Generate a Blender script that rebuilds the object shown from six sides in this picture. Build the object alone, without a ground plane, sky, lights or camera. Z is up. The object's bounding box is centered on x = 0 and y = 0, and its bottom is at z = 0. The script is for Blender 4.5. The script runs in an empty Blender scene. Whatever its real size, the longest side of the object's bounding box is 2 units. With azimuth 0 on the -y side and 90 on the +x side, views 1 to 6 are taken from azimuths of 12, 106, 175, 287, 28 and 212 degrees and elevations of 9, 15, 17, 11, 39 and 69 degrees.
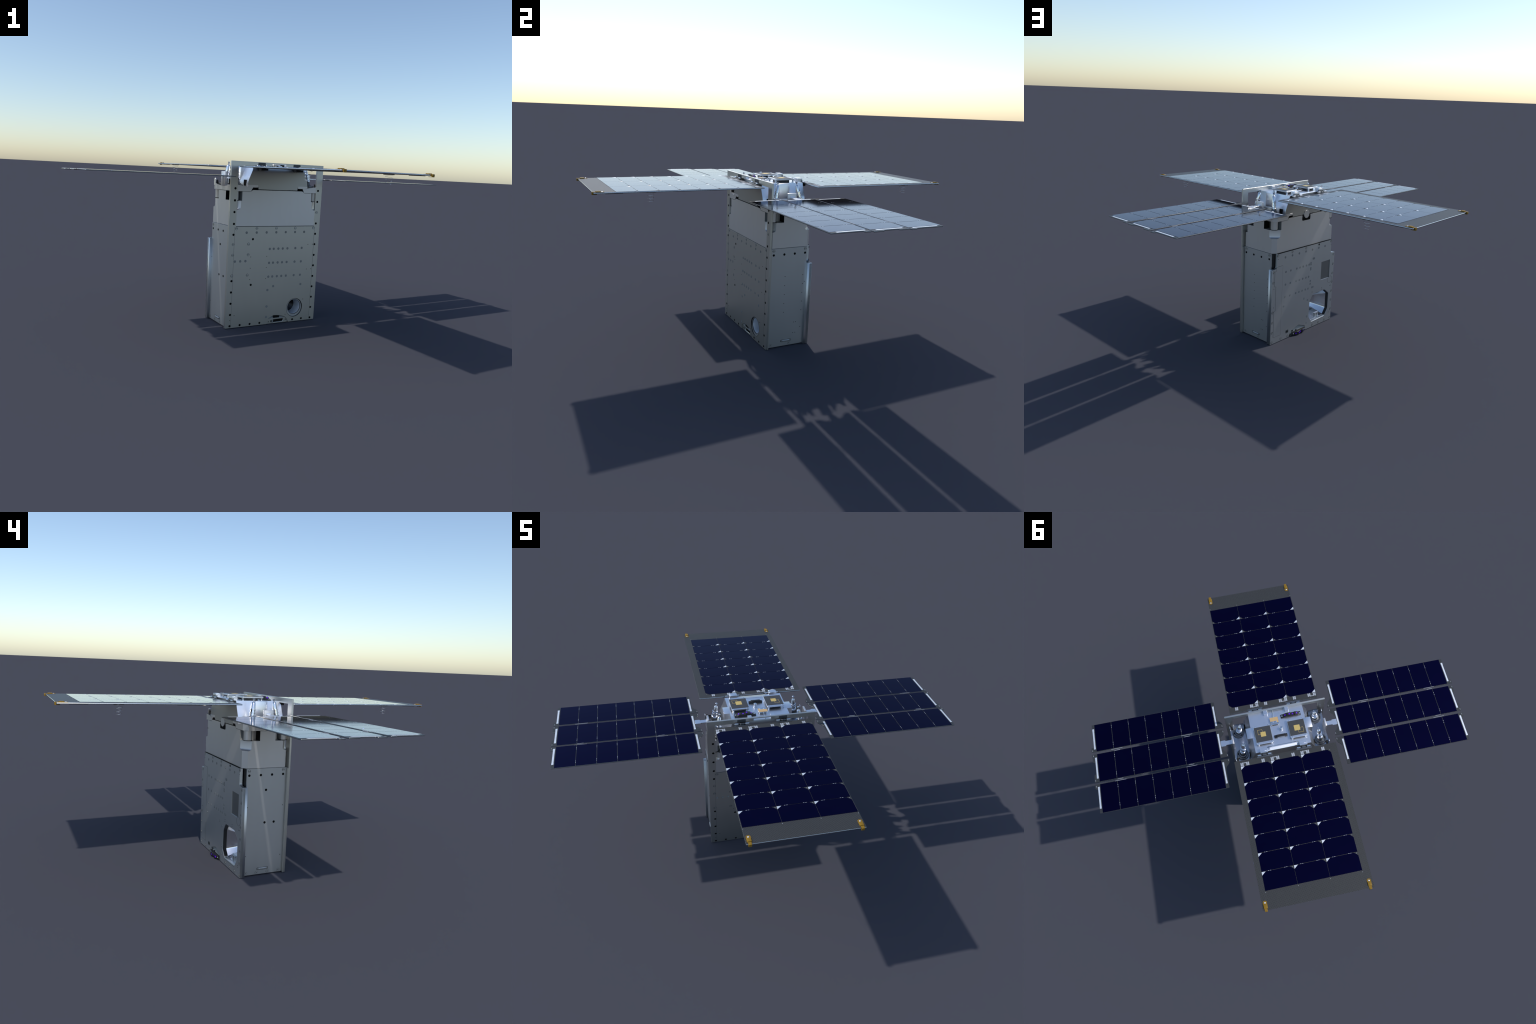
import bpy, bmesh, math, random
from mathutils import Matrix, Vector

random.seed(7)
D = bpy.data
COL = bpy.context.scene.collection
pi = math.pi
YAW = math.radians(42.85)

# ------------------------------------------------------------------ materials
def new_mat(name):
    m = D.materials.new(name)
    m.use_nodes = True
    nt = m.node_tree
    b = nt.nodes["Principled BSDF"]
    return m, nt, b

def metal(name, col, rough=0.35, metallic=1.0, grain=0.06, grain_scale=(10, 10, 2), bump=0.0, rvar=0.015):
    """brushed / anodised metal: long soft streaks vary roughness and tint a little"""
    m, nt, b = new_mat(name)
    n = nt.nodes
    tc = n.new("ShaderNodeTexCoord")
    mp = n.new("ShaderNodeMapping")
    mp.inputs["Scale"].default_value = grain_scale
    nt.links.new(tc.outputs["Object"], mp.inputs["Vector"])
    no = n.new("ShaderNodeTexNoise")
    no.inputs["Scale"].default_value = 3.0
    no.inputs["Detail"].default_value = 4.0
    nt.links.new(mp.outputs["Vector"], no.inputs["Vector"])
    cr = n.new("ShaderNodeValToRGB")
    cr.color_ramp.elements[0].position = 0.25
    cr.color_ramp.elements[1].position = 0.75
    lo = tuple(c * (1 - grain) for c in col) + (1,)
    hi = tuple(min(1, c * (1 + grain)) for c in col) + (1,)
    cr.color_ramp.elements[0].color = lo
    cr.color_ramp.elements[1].color = hi
    nt.links.new(no.outputs["Fac"], cr.inputs["Fac"])
    nt.links.new(cr.outputs["Color"], b.inputs["Base Color"])
    mr = n.new("ShaderNodeMapRange")
    mr.inputs["To Min"].default_value = max(0.02, rough - rvar)
    mr.inputs["To Max"].default_value = rough + rvar
    nt.links.new(no.outputs["Fac"], mr.inputs["Value"])
    nt.links.new(mr.outputs["Result"], b.inputs["Roughness"])
    b.inputs["Metallic"].default_value = metallic
    if bump:
        bp = n.new("ShaderNodeBump")
        bp.inputs["Strength"].default_value = bump
        bp.inputs["Distance"].default_value = 0.001
        nt.links.new(no.outputs["Fac"], bp.inputs["Height"])
        nt.links.new(bp.outputs["Normal"], b.inputs["Normal"])
    return m

def plain(name, col, rough=0.5, metallic=0.0, spec=0.5, var=0.06, scale=60):
    m, nt, b = new_mat(name)
    n = nt.nodes
    tc = n.new("ShaderNodeTexCoord")
    no = n.new("ShaderNodeTexNoise")
    no.inputs["Scale"].default_value = scale
    nt.links.new(tc.outputs["Object"], no.inputs["Vector"])
    cr = n.new("ShaderNodeValToRGB")
    cr.color_ramp.elements[0].color = tuple(c * (1 - var) for c in col) + (1,)
    cr.color_ramp.elements[1].color = tuple(min(1, c * (1 + var)) for c in col) + (1,)
    nt.links.new(no.outputs["Fac"], cr.inputs["Fac"])
    nt.links.new(cr.outputs["Color"], b.inputs["Base Color"])
    b.inputs["Roughness"].default_value = rough
    b.inputs["Metallic"].default_value = metallic
    b.inputs["Specular IOR Level"].default_value = spec
    return m

def carbon(name, dark, light, rough=0.45):
    """woven carbon sheet: two crossed diagonal wave bands"""
    m, nt, b = new_mat(name)
    n = nt.nodes
    tc = n.new("ShaderNodeTexCoord")
    ws = []
    for ang in (45, -45):
        mp = n.new("ShaderNodeMapping")
        mp.inputs["Rotation"].default_value = (0, 0, math.radians(ang))
        nt.links.new(tc.outputs["Object"], mp.inputs["Vector"])
        w = n.new("ShaderNodeTexWave")
        w.inputs["Scale"].default_value = 55
        w.inputs["Distortion"].default_value = 0.4
        nt.links.new(mp.outputs["Vector"], w.inputs["Vector"])
        ws.append(w)
    mu = n.new("ShaderNodeMath"); mu.operation = "MULTIPLY"
    nt.links.new(ws[0].outputs["Fac"], mu.inputs[0])
    nt.links.new(ws[1].outputs["Fac"], mu.inputs[1])
    no = n.new("ShaderNodeTexNoise")
    no.inputs["Scale"].default_value = 240
    nt.links.new(tc.outputs["Object"], no.inputs["Vector"])
    ad = n.new("ShaderNodeMath"); ad.operation = "ADD"
    nt.links.new(mu.outputs[0], ad.inputs[0])
    ml = n.new("ShaderNodeMath"); ml.operation = "MULTIPLY"; ml.inputs[1].default_value = 0.4
    nt.links.new(no.outputs["Fac"], ml.inputs[0])
    nt.links.new(ml.outputs[0], ad.inputs[1])
    cr = n.new("ShaderNodeValToRGB")
    cr.color_ramp.elements[0].position = 0.15
    cr.color_ramp.elements[1].position = 1.0
    cr.color_ramp.elements[0].color = dark + (1,)
    cr.color_ramp.elements[1].color = light + (1,)
    nt.links.new(ad.outputs[0], cr.inputs["Fac"])
    nt.links.new(cr.outputs["Color"], b.inputs["Base Color"])
    b.inputs["Roughness"].default_value = rough
    b.inputs["Specular IOR Level"].default_value = 0.3
    return m

M_PLATE  = metal("plate_aluminium", (0.575, 0.575, 0.545), 0.43, grain=0.012)
M_SIDE   = metal("side_aluminium", (0.58, 0.598, 0.612), 0.46, grain=0.012)
M_RAIL   = metal("rail_aluminium", (0.70, 0.72, 0.73), 0.42, grain=0.012)
M_BLOCK  = metal("tank_alloy", (0.69, 0.685, 0.695), 0.48, grain=0.012)
M_FRAME  = metal("machined_aluminium", (0.84, 0.86, 0.90), 0.33, grain=0.012)
M_HOUS   = metal("housing_face_darkened", (0.47, 0.475, 0.465), 0.45, grain=0.012)  # frame metal darkened where upright faces reflect ground and panel underside
M_DECK   = metal("tray_top_darkened", (0.42, 0.44, 0.48), 0.26, grain=0.02)  # block metal toned down on top faces to match their dark reflections
M_CHROME = metal("polished_steel", (0.78, 0.79, 0.81), 0.13, grain=0.02)
M_MIRROR = metal("mirror_silver", (0.84, 0.85, 0.87), 0.2, grain=0.01)
M_DARK   = plain("black_anodised", (0.012, 0.012, 0.013), 0.45)
M_BLACK  = plain("deep_black", (0.003, 0.003, 0.003), 0.8, spec=0.2)
M_GREY   = metal("grey_bracket", (0.20, 0.21, 0.22), 0.4)
M_PALE   = plain("pale_screw_grey", (0.27, 0.28, 0.28), 0.55, spec=0.4)
M_PAD    = metal("tinned_pad", (0.50, 0.52, 0.55), 0.45, metallic=0.4)
M_ROD    = plain("hinge_rod_grey", (0.34, 0.36, 0.39), 0.5, spec=0.3)
M_RING   = plain("screw_ring_grey", (0.15, 0.157, 0.16), 0.6, spec=0.3)
M_DIM    = plain("shadowed_screw_metal", (0.085, 0.09, 0.093), 0.6, spec=0.3)
M_MID    = plain("dull_grey_metal", (0.20, 0.21, 0.21), 0.55, spec=0.4)
M_LEAFE  = metal("leaf_edge", (0.26, 0.265, 0.26), 0.35, grain=0.02)
M_SCREW  = metal("screw_steel", (0.60, 0.62, 0.615), 0.5)
M_CARB   = carbon("carbon_weave", (0.026, 0.027, 0.028), (0.074, 0.076, 0.075))
M_LEAF   = plain("leaf_substrate", (0.036, 0.039, 0.041), 0.45, var=0.1, spec=0.35)
M_EDGE   = metal("panel_edge_trim", (0.66, 0.69, 0.70), 0.22, grain=0.02)
M_CELL   = plain("solar_cell_glass", (0.0088, 0.0078, 0.043), 0.1, metallic=1.0, var=0.1, scale=9)
M_SILV   = metal("silver_contact", (0.80, 0.83, 0.86), 0.45, metallic=0.55)
M_KAPT   = plain("amber_kapton", (0.25, 0.145, 0.016), 0.5, var=0.12, spec=0.2)
M_GOLD   = plain("gold_patch", (0.72, 0.52, 0.17), 0.4, metallic=0.35)
M_PATCH  = plain("antenna_laminate", (0.045, 0.047, 0.05), 0.5)
M_TAN    = plain("tan_ceramic", (0.56, 0.37, 0.17), 0.45)
M_LENS   = plain("violet_filter", (0.12, 0.005, 0.62), 0.25)
M_TUBE   = metal("satin_bore_metal", (0.80, 0.84, 0.90), 0.3, metallic=0.4, grain=0.02)  # base lightened and blued for sky light on the bore wall
M_GLASS  = plain("dark_lens_glass", (0.002, 0.002, 0.003), 0.05)
M_BAR    = plain("dark_hinge_grey", (0.045, 0.05, 0.055), 0.5)
M_BROWN  = plain("brown_laminate", (0.10, 0.085, 0.065), 0.5)

# ------------------------------------------------------------------ scene tree
root = D.objects.new("small_satellite", None)
COL.objects.link(root)
root.rotation_euler = (0, 0, YAW)
root.empty_display_size = 0.2
root["label"] = "box-shaped small satellite with four deployed dark blue solar panels"
root["category"] = "satellite"

def add(name, mesh, parent=None, mat=None, stuff=False):
    o = D.objects.new(name, mesh)
    COL.objects.link(o)
    o.parent = parent if parent is not None else root
    if mat is not None and len(mesh.materials) == 0:
        mesh.materials.append(mat)
    if stuff:
        o["kind"] = "stuff"
    return o

def finish(bm, name, mats, smooth=None):
    bmesh.ops.remove_doubles(bm, verts=bm.verts, dist=1e-6)
    bmesh.ops.recalc_face_normals(bm, faces=bm.faces)
    me = D.meshes.new(name)
    bm.to_mesh(me)
    bm.free()
    for m in mats:
        me.materials.append(m)
    if smooth:
        me.shade_smooth()
        me.set_sharp_from_angle(angle=math.radians(smooth))
    return me

# ------------------------------------------------------------------ bmesh pieces
def merge(bm, tmp, mi=0, mtx=None):
    if mtx is not None:
        tmp.transform(mtx)
    bmesh.ops.recalc_face_normals(tmp, faces=tmp.faces)
    for f in tmp.faces:
        f.material_index = mi
    me = D.meshes.new("tmp")
    tmp.to_mesh(me)
    tmp.free()
    bm.from_mesh(me)
    D.meshes.remove(me)

def box(bm, x0, x1, y0, y1, z0, z1, mi=0, bev=0.0, seg=1, mtx=None):
    x0, x1 = min(x0, x1), max(x0, x1)
    y0, y1 = min(y0, y1), max(y0, y1)
    t = bmesh.new()
    bmesh.ops.create_cube(t, size=1)
    for v in t.verts:
        v.co = Vector(((x0 + x1) / 2 + v.co.x * (x1 - x0), (y0 + y1) / 2 + v.co.y * (y1 - y0), (z0 + z1) / 2 + v.co.z * (z1 - z0)))
    if bev:
        bmesh.ops.bevel(t, geom=t.edges[:], offset=bev, segments=seg, affect='EDGES', profile=0.5)
    merge(bm, t, mi, mtx)

def lathe(bm, prof, mi=0, mtx=None, seg=28, cap=True):
    """prof: list of (radius, height) turned about local z"""
    t = bmesh.new()
    rings = []
    for r, h in prof:
        if r < 1e-6:
            rings.append([t.verts.new((0, 0, h))])
        else:
            rings.append([t.verts.new((r * math.cos(2 * pi * i / seg), r * math.sin(2 * pi * i / seg), h)) for i in range(seg)])
    for a, b in zip(rings[:-1], rings[1:]):
        for i in range(seg):
            j = (i + 1) % seg
            if len(a) == 1 and len(b) == 1:
                continue
            if len(a) == 1:
                t.faces.new((a[0], b[i], b[j]))
            elif len(b) == 1:
                t.faces.new((a[i], b[0], a[j]))
            else:
                t.faces.new((a[i], b[i], b[j], a[j]))
    if cap:
        for r in (rings[0], rings[-1]):
            if len(r) > 1:
                t.faces.new(r)
    merge(bm, t, mi, mtx)

def cyl(bm, p0, p1, r, mi=0, seg=20, r2=None, bev=0.0):
    p0, p1 = Vector(p0), Vector(p1)
    d = p1 - p0
    L = d.length
    r2 = r if r2 is None else r2
    m = Matrix.Translation(p0) @ d.to_track_quat('Z', 'Y').to_matrix().to_4x4()
    if bev:
        prof = [(r - bev, 0), (r, bev), (r2, L - bev), (r2 - bev, L)]
    else:
        prof = [(r, 0), (r2, L)]
    lathe(bm, prof, mi, m, seg)

def tube(bm, pts, r, mi=0, seg=8):
    """round wire through a list of points"""
    t = bmesh.new()
    rings = []
    n = len(pts)
    pts = [Vector(p) for p in pts]
    for i, p in enumerate(pts):
        d = (pts[min(i + 1, n - 1)] - pts[max(i - 1, 0)]).normalized()
        q = d.to_track_quat('Z', 'Y')
        rings.append([t.verts.new(p + q @ Vector((r * math.cos(2 * pi * k / seg), r * math.sin(2 * pi * k / seg), 0))) for k in range(seg)])
    for a, b in zip(rings[:-1], rings[1:]):
        for k in range(seg):
            t.faces.new((a[k], a[(k + 1) % seg], b[(k + 1) % seg], b[k]))
    t.faces.new(rings[0]); t.faces.new(rings[-1])
    merge(bm, t, mi)

# frames: map sheet coordinates (u, v, w) to the satellite's own axes
F_FRONT = lambda y: (lambda u, v, w: (u, y - w, v))      # w points to -y
F_BACK  = lambda y: (lambda u, v, w: (u, y + w, v))      # w points to +y
F_XP    = lambda x: (lambda u, v, w: (x + w, u, v))      # w points to +x
F_XN    = lambda x: (lambda u, v, w: (x - w, u, v))      # w points to -x
F_TOP   = lambda z: (lambda u, v, w: (u, v, z + w))      # w points up

def circle(cx, cy, r, n=36, ph=0.0):
    return [(cx + r * math.cos(2 * pi * i / n + ph), cy + r * math.sin(2 * pi * i / n + ph)) for i in range(n)]

def rounded(poly, rad, n=4):
    """replace listed corners of a polygon by arcs; rad is one number or one per corner"""
    out = []
    k = len(poly)
    for i in range(k):
        r = rad if not isinstance(rad, (list, tuple)) else rad[i]
        p = Vector(poly[i]); a = Vector(poly[i - 1]); b = Vector(poly[(i + 1) % k])
        if r <= 0:
            out.append(tuple(p)); continue
        da = (a - p); db = (b - p)
        r = min(r, da.length * 0.49, db.length * 0.49)
        pa = p + da.normalized() * r
        pb = p + db.normalized() * r
        for j in range(n + 1):
            s = j / n
            q = pa * (1 - s) ** 2 + p * 2 * s * (1 - s) + pb * s ** 2
            out.append((q.x, q.y))
    return out

def sheet(bm, outer, holes=(), t=0.01, frame=F_TOP(0), mi=0, bev=0.0, w0=0.0):
    """flat sheet of thickness t (w from w0-t to w0) with real holes, made from a filled 2D curve"""
    cu = D.curves.new("sheet", 'CURVE')
    cu.dimensions = '2D'
    cu.fill_mode = 'BOTH'
    for loop in [outer] + list(holes):
        s = cu.splines.new('POLY')
        s.points.add(len(loop) - 1)
        for p, q in zip(s.points, loop):
            p.co = (q[0], q[1], 0, 1)
        s.use_cyclic_u = True
    cu.extrude = t / 2 - bev
    cu.bevel_depth = bev
    cu.offset = -bev
    cu.bevel_resolution = 0
    ob = D.objects.new("sheet", cu)
    COL.objects.link(ob)
    dg = bpy.context.evaluated_depsgraph_get()
    me = D.meshes.new_from_object(ob.evaluated_get(dg))
    D.objects.remove(ob)
    D.curves.remove(cu)
    tb = bmesh.new()
    tb.from_mesh(me)
    D.meshes.remove(me)
    bmesh.ops.remove_doubles(tb, verts=tb.verts, dist=1e-6)
    for v in tb.verts:
        v.co = Vector(frame(v.co.x, v.co.y, v.co.z - t / 2 + w0))
    merge(bm, tb, mi)

def prism_sections(bm, sections, mi=0):
    """loft through closed cross-sections with equal vertex counts"""
    t = bmesh.new()
    rs = [[t.verts.new(p) for p in s] for s in sections]
    n = len(rs[0])
    for a, b in zip(rs[:-1], rs[1:]):
        for i in range(n):
            j = (i + 1) % n
            t.faces.new((a[i], a[j], b[j], b[i]))
    t.faces.new(rs[0]); t.faces.new(rs[-1])
    merge(bm, t, mi)

def mirror4(pts):
    """corner polyline in the +x +y quadrant (from the +x side to the +y side) -> full closed outline"""
    q1 = list(pts)
    q2 = [(-x, y) for x, y in reversed(q1)]
    q3 = [(-x, -y) for x, y in q1]
    q4 = [(x, -y) for x, y in reversed(q1)]
    return q1 + q2 + q3 + q4

# orientation of small fasteners: local z = outward, local y = up
def facing(kind):
    return {"front": Matrix(((1, 0, 0), (0, 0, -1), (0, 1, 0))),
            "back": Matrix(((-1, 0, 0), (0, 0, 1), (0, 1, 0))),
            "xp": Matrix(((0, 0, 1), (1, 0, 0), (0, 1, 0))),
            "xn": Matrix(((0, 0, -1), (-1, 0, 0), (0, 1, 0))),
            "top": Matrix.Identity(3)}[kind]

def place(name, mesh, parent, kind, pos, spin=0.0):
    o = add(name, mesh, parent)
    m = facing(kind).to_4x4() @ Matrix.Rotation(spin, 4, 'Z')
    o.matrix_local = Matrix.Translation(Vector(pos)) @ m
    return o

# ------------------------------------------------------------------ shared fastener meshes
def make_fasteners():
    F = {}
    bm = bmesh.new()                       # dark countersunk bolt
    lathe(bm, [(0.0066, -0.001), (0.0066, 0.0003), (0.0056, 0.0007)], 0, seg=24)
    lathe(bm, [(0.0048, 0.0004), (0.0048, 0.0010), (0.0, 0.0010)], 1, seg=24)
    F["socket_bolt"] = finish(bm, "socket_bolt", [M_BLACK, M_BLACK], 40)
    bm = bmesh.new()                       # slotted screw
    lathe(bm, [(0.0080, -0.001), (0.0080, 0.0003), (0.0, 0.0003)], 1, seg=24)
    lathe(bm, [(0.0064, 0.0), (0.0064, 0.0009), (0.0, 0.0009)], 0, seg=24)
    box(bm, -0.0060, 0.0060, -0.0012, 0.0010, 0.0002, 0.0012, 1)
    F["slotted_screw"] = finish(bm, "slotted_screw", [M_SCREW, M_DARK], 40)
    bm = bmesh.new()                       # recessed hex screw: dim ring and pale centre
    lathe(bm, [(0.0070, -0.001), (0.0070, 0.0003), (0.0, 0.0003)], 0, seg=24)
    lathe(bm, [(0.0050, 0.0), (0.0050, 0.0008), (0.0, 0.0008)], 1, seg=16)
    lathe(bm, [(0.0020, 0.0), (0.0020, 0.0011), (0.0, 0.0011)], 0, seg=6)
    F["hex_screw"] = finish(bm, "hex_screw", [M_RING, M_PALE], 40)
    bm = bmesh.new()                       # pin hole
    lathe(bm, [(0.0023, -0.001), (0.0023, 0.0004), (0.0, 0.0004)], 0, seg=12)
    F["pin_hole"] = finish(bm, "pin_hole", [M_BLACK], 40)
    bm = bmesh.new()                       # round foot screw: thin groove ring and dot
    lathe(bm, [(0.0088, -0.001), (0.0088, 0.0003), (0.0, 0.0003)], 1, seg=28)
    lathe(bm, [(0.0081, 0.0), (0.0081, 0.0007), (0.0, 0.0007)], 0, seg=28)
    lathe(bm, [(0.0022, 0.0), (0.0022, 0.0011), (0.0, 0.0011)], 2, seg=10)
    F["foot_screw"] = finish(bm, "foot_screw", [M_SIDE, M_DARK, M_BLACK], 40)
    return F
FAST = make_fasteners()

YF, YB, XS = -0.131, 0.137, 0.2905       # front face, back face, side face planes

def fasten(name, parent, kind, uvs, plane, spin=0.0):
    for u, v in uvs:
        pos = {"front": (u, plane, v), "back": (u, plane, v), "xp": (plane, u, v), "xn": (plane, u, v), "top": (u, v, plane)}[kind]
        place(name, FAST[name], parent, kind, pos, spin)

# ------------------------------------------------------------------ front plate
bm = bmesh.new()
outer = rounded([(-0.3055, 0), (-0.033, 0), (-0.0305, 0.030), (0.0128, 0.0497), (0.0565, 0.0467), (0.1010, 0.0318), (0.1185, 0.0),
                 (0.3055, 0), (0.3055, 0.932), (-0.3055, 0.932)],
                [0.003, 0, 0.012, 0.006, 0.014, 0.018, 0, 0.006, 0.002, 0.002])
window = [(-0.262, 0.5758), (0.262, 0.5758), (0.262, 0.9055), (0.1400, 0.9055), (0.1400, 0.9105), (-0.1400, 0.9105), (-0.1400, 0.9055), (-0.262, 0.9055)]
slot = [(-0.0485, 0.9128), (0.0485, 0.9128), (0.0485, 0.9265), (-0.0485, 0.9265)]
sheet(bm, outer, [window, slot, circle(0.157, 0.0858, 0.0565, 48)], 0.0105, F_FRONT(YF), 0, bev=0.0008)
for v in bm.verts:
    v.co.z = max(0.0, v.co.z)
    v.co.x = max(-0.3055, min(0.3055, v.co.x))
# leg flanges that return along the sides
for s in (-1, 1):
    box(bm, s * 0.2915, s * 0.3052, YF + 0.0095, -0.1155, 0.0, 0.575, 0, bev=0.001)
front = add("front_plate", finish(bm, "front_plate", [M_PLATE], 30))

edge_v = [0.0125, 0.0780, 0.1425, 0.2073, 0.2718]
fasten("socket_bolt", front, "front", [(-0.2757, v) for v in edge_v + [0.5315, 0.5914, 0.6563]], YF)
fasten("socket_bolt", front, "front", [(0.2768, v) for v in edge_v + [0.3372, 0.4013, 0.4665, 0.5293, 0.5917]], YF)
fasten("socket_bolt", front, "front", [(s, v) for s in (-0.2757,) for v in (0.7200, 0.7850)] + [(0.2768, 0.7200), (0.2768, 0.7850)], YF)
fasten("socket_bolt", front, "front", [(-0.211, 0.0125), (-0.146, 0.0128), (-0.0807, 0.0127), (0.1481, 0.0127), (0.2124, 0.0133), (-0.1512, 0.5048), (-0.1511, 0.2429)], YF)
fasten("slotted_screw", front, "front", [(0.1295 * i + 0.0008, 0.565) for i in range(-2, 3)], YF)
fasten("slotted_screw", front, "front", [(x, z) for x in (-0.275, -0.1775) for z in (0.4773, 0.4172, 0.3008)] + [(0.2772, 0.6573)], YF)
row = [-0.0368, -0.0100, 0.0215, 0.0518, 0.0840, 0.1398, 0.1852]
fasten("hex_screw", front, "front", [(0.0648 * i + 0.0012, 0.542) for i in range(-3, 4)], YF)
fasten("hex_screw", front, "front", [(u, v) for v in (0.4464, 0.3654, 0.2840) for u in row], YF)
fasten("hex_screw", front, "front", [(-0.0003, 0.226), (0.1925, 0.2265), (-0.038, 0.2053), (-0.0380, 0.1074), (-0.0376, 0.044)], YF)
fasten("hex_screw", front, "front", [(-0.2597, 0.3815), (-0.2262, 0.3815), (-0.193, 0.3815)], YF)
fasten("pin_hole", front, "front", [(u, v) for u in (-0.1597, -0.0543) for v in (0.4040, 0.3394, 0.2743)], YF)
fasten("pin_hole", front, "front", [(-0.2757, 0.0452), (-0.2496, 0.0711), (0.095, 0.0484), (0.2173, 0.1326), (0.2289, 0.4661), (0.2605, 0.4669), (0.2285, 0.317), (0.261, 0.317)], YF)

# thin seam lines beside the bolt columns
bm = bmesh.new()
for s in (-1, 1):
    box(bm, s * 0.2690 - 0.0005, s * 0.2690 + 0.0005, YF - 0.0003, YF + 0.001, 0.004, 0.575, 0)
box(bm, -0.262, 0.262, YF + 0.0004, YF + 0.003, 0.5745, 0.5772, 0)
add("seam_line", finish(bm, "seam_line", [M_DIM]), front)

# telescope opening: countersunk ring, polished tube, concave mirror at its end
bm = bmesh.new()
T = Matrix(((1, 0, 0, 0.157), (0, 0, 1, YF), (0, 1, 0, 0.0858), (0, 0, 0, 1)))
T2 = T.copy(); T2[2][3] = 0.0900
lathe(bm, [(0.0572, 0.0002), (0.0566, -0.0004), (0.0556, -0.0004), (0.0550, 0.0020), (0.0535, 0.0045)], 2, T, 64, cap=False)
lathe(bm, [(0.0535, 0.0045), (0.0530, 0.0046), (0.0528, 0.0050)], 0, T, 64, cap=False)
t = bmesh.new()                              # flat ring, bore set slightly above the ring's centre
ra = [t.verts.new(T @ Vector((0.0538 * math.cos(2 * pi * i / 64), 0.0538 * math.sin(2 * pi * i / 64), 0.0046))) for i in range(64)]
rb = [t.verts.new(T2 @ Vector((0.0462 * math.cos(2 * pi * i / 64), 0.0462 * math.sin(2 * pi * i / 64), 0.0046))) for i in range(64)]
for i in range(64):
    t.faces.new((ra[i], ra[(i + 1) % 64], rb[(i + 1) % 64], rb[i]))
merge(bm, t, 0)
lathe(bm, [(0.0462, 0.0046), (0.0456, 0.0060), (0.0446, 0.0060), (0.0440, 0.0075)], 2, T2, 64, cap=False)
lathe(bm, [(0.0440, 0.0075), (0.0436, 0.0200), (0.0432, 0.0500), (0.0428, 0.0720)], 1, T2, 64, cap=False)
lathe(bm, [(0.0428, 0.0720), (0.0300, 0.0700), (0.0150, 0.0690), (0.0, 0.0685)], 3, T2, 64, cap=False)
add("telescope_bore", finish(bm, "telescope_bore", [M_SIDE, M_TUBE, M_DARK, M_GLASS], 50), front)

# connector bay in the arched notch at the foot
bm = bmesh.new()
sheet(bm, [(-0.0345, 0.0008), (0.1205, 0.0008), (0.1195, 0.0305), (-0.0330, 0.0305)],
      [[(0.0150, 0.0050), (0.0840, 0.0070), (0.0845, 0.0245), (0.0150, 0.0240)]], 0.010, F_FRONT(YF + 0.0035), 0)
t = bmesh.new()
quad = [(-0.0325, YF + 0.004, 0.0300), (0.119, YF + 0.004, 0.0300), (0.0800, YF + 0.016, 0.0560), (0.0010, YF + 0.016, 0.0570)]
vs = [t.verts.new(p) for p in quad] + [t.verts.new((p[0], p[1] + 0.004, p[2])) for p in quad]
for f in ((0, 1, 2, 3), (7, 6, 5, 4), (0, 4, 5, 1), (1, 5, 6, 2), (2, 6, 7, 3), (3, 7, 4, 0)):
    t.faces.new([vs[i] for i in f])
merge(bm, t, 2)
box(bm, 0.0150, 0.0560, YF + 0.0038, YF + 0.02, 0.0325, 0.0500, 1)
box(bm, -0.034, 0.121, YF + 0.014, YF + 0.020, 0.001, 0.058, 1)
box(bm, 0.0040, 0.0140, YF + 0.0026, YF + 0.006, 0.0050, 0.0225, 3)
box(bm, -0.0030, 0.0040, YF + 0.0028, YF + 0.006, 0.0080, 0.0200, 1)
for x, z in ((-0.0180, 0.0120), (0.1010, 0.0170)):
    cyl(bm, (x, YF + 0.006, z), (x, YF + 0.0028, z), 0.003, 1)
add("connector_bay", finish(bm, "connector_bay", [M_PLATE, M_BLACK, M_MID, M_MID]), front)

# ------------------------------------------------------------------ back plate
bm = bmesh.new()
outer = rounded([(-0.3040, 0), (-0.0315, 0), (-0.0270, 0.0305), (0.0365, 0.0565), (0.0500, 0.0555), (0.1150, 0.0345), (0.1315, 0.0),
                 (0.3040, 0), (0.3040, 0.4820), (0.262, 0.4870), (0.262, 0.5760), (-0.262, 0.5760), (-0.262, 0.4870), (-0.3040, 0.4820)],
                [0.002, 0, 0.004, 0.006, 0.006, 0.010, 0, 0.002, 0.002, 0.012, 0.002, 0.002, 0.012, 0.002])
octo8 = [(-0.0958, 0.2350), (-0.2188, 0.2360), (-0.2635, 0.2000), (-0.2635, 0.0880), (-0.2322, 0.0425), (-0.0927, 0.0385), (-0.0607, 0.0763), (-0.0650, 0.1930)]
octo = rounded(octo8, 0.008)
recess = [(-0.168, 0.4388), (-0.2598, 0.4388), (-0.2598, 0.3146), (-0.1690, 0.3146)]
sheet(bm, outer, [octo, recess], 0.0165, F_BACK(YB), 0, bev=0.0007)
back = add("back_plate", finish(bm, "back_plate", [M_SIDE], 30))

bm = bmesh.new()                            # floor of the rectangular recess
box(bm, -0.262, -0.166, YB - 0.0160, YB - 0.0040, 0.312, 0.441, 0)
add("recess_floor", finish(bm, "recess_floor", [metal("recess_grey", (0.26, 0.27, 0.275), 0.45, grain=0.02)]), back)

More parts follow.
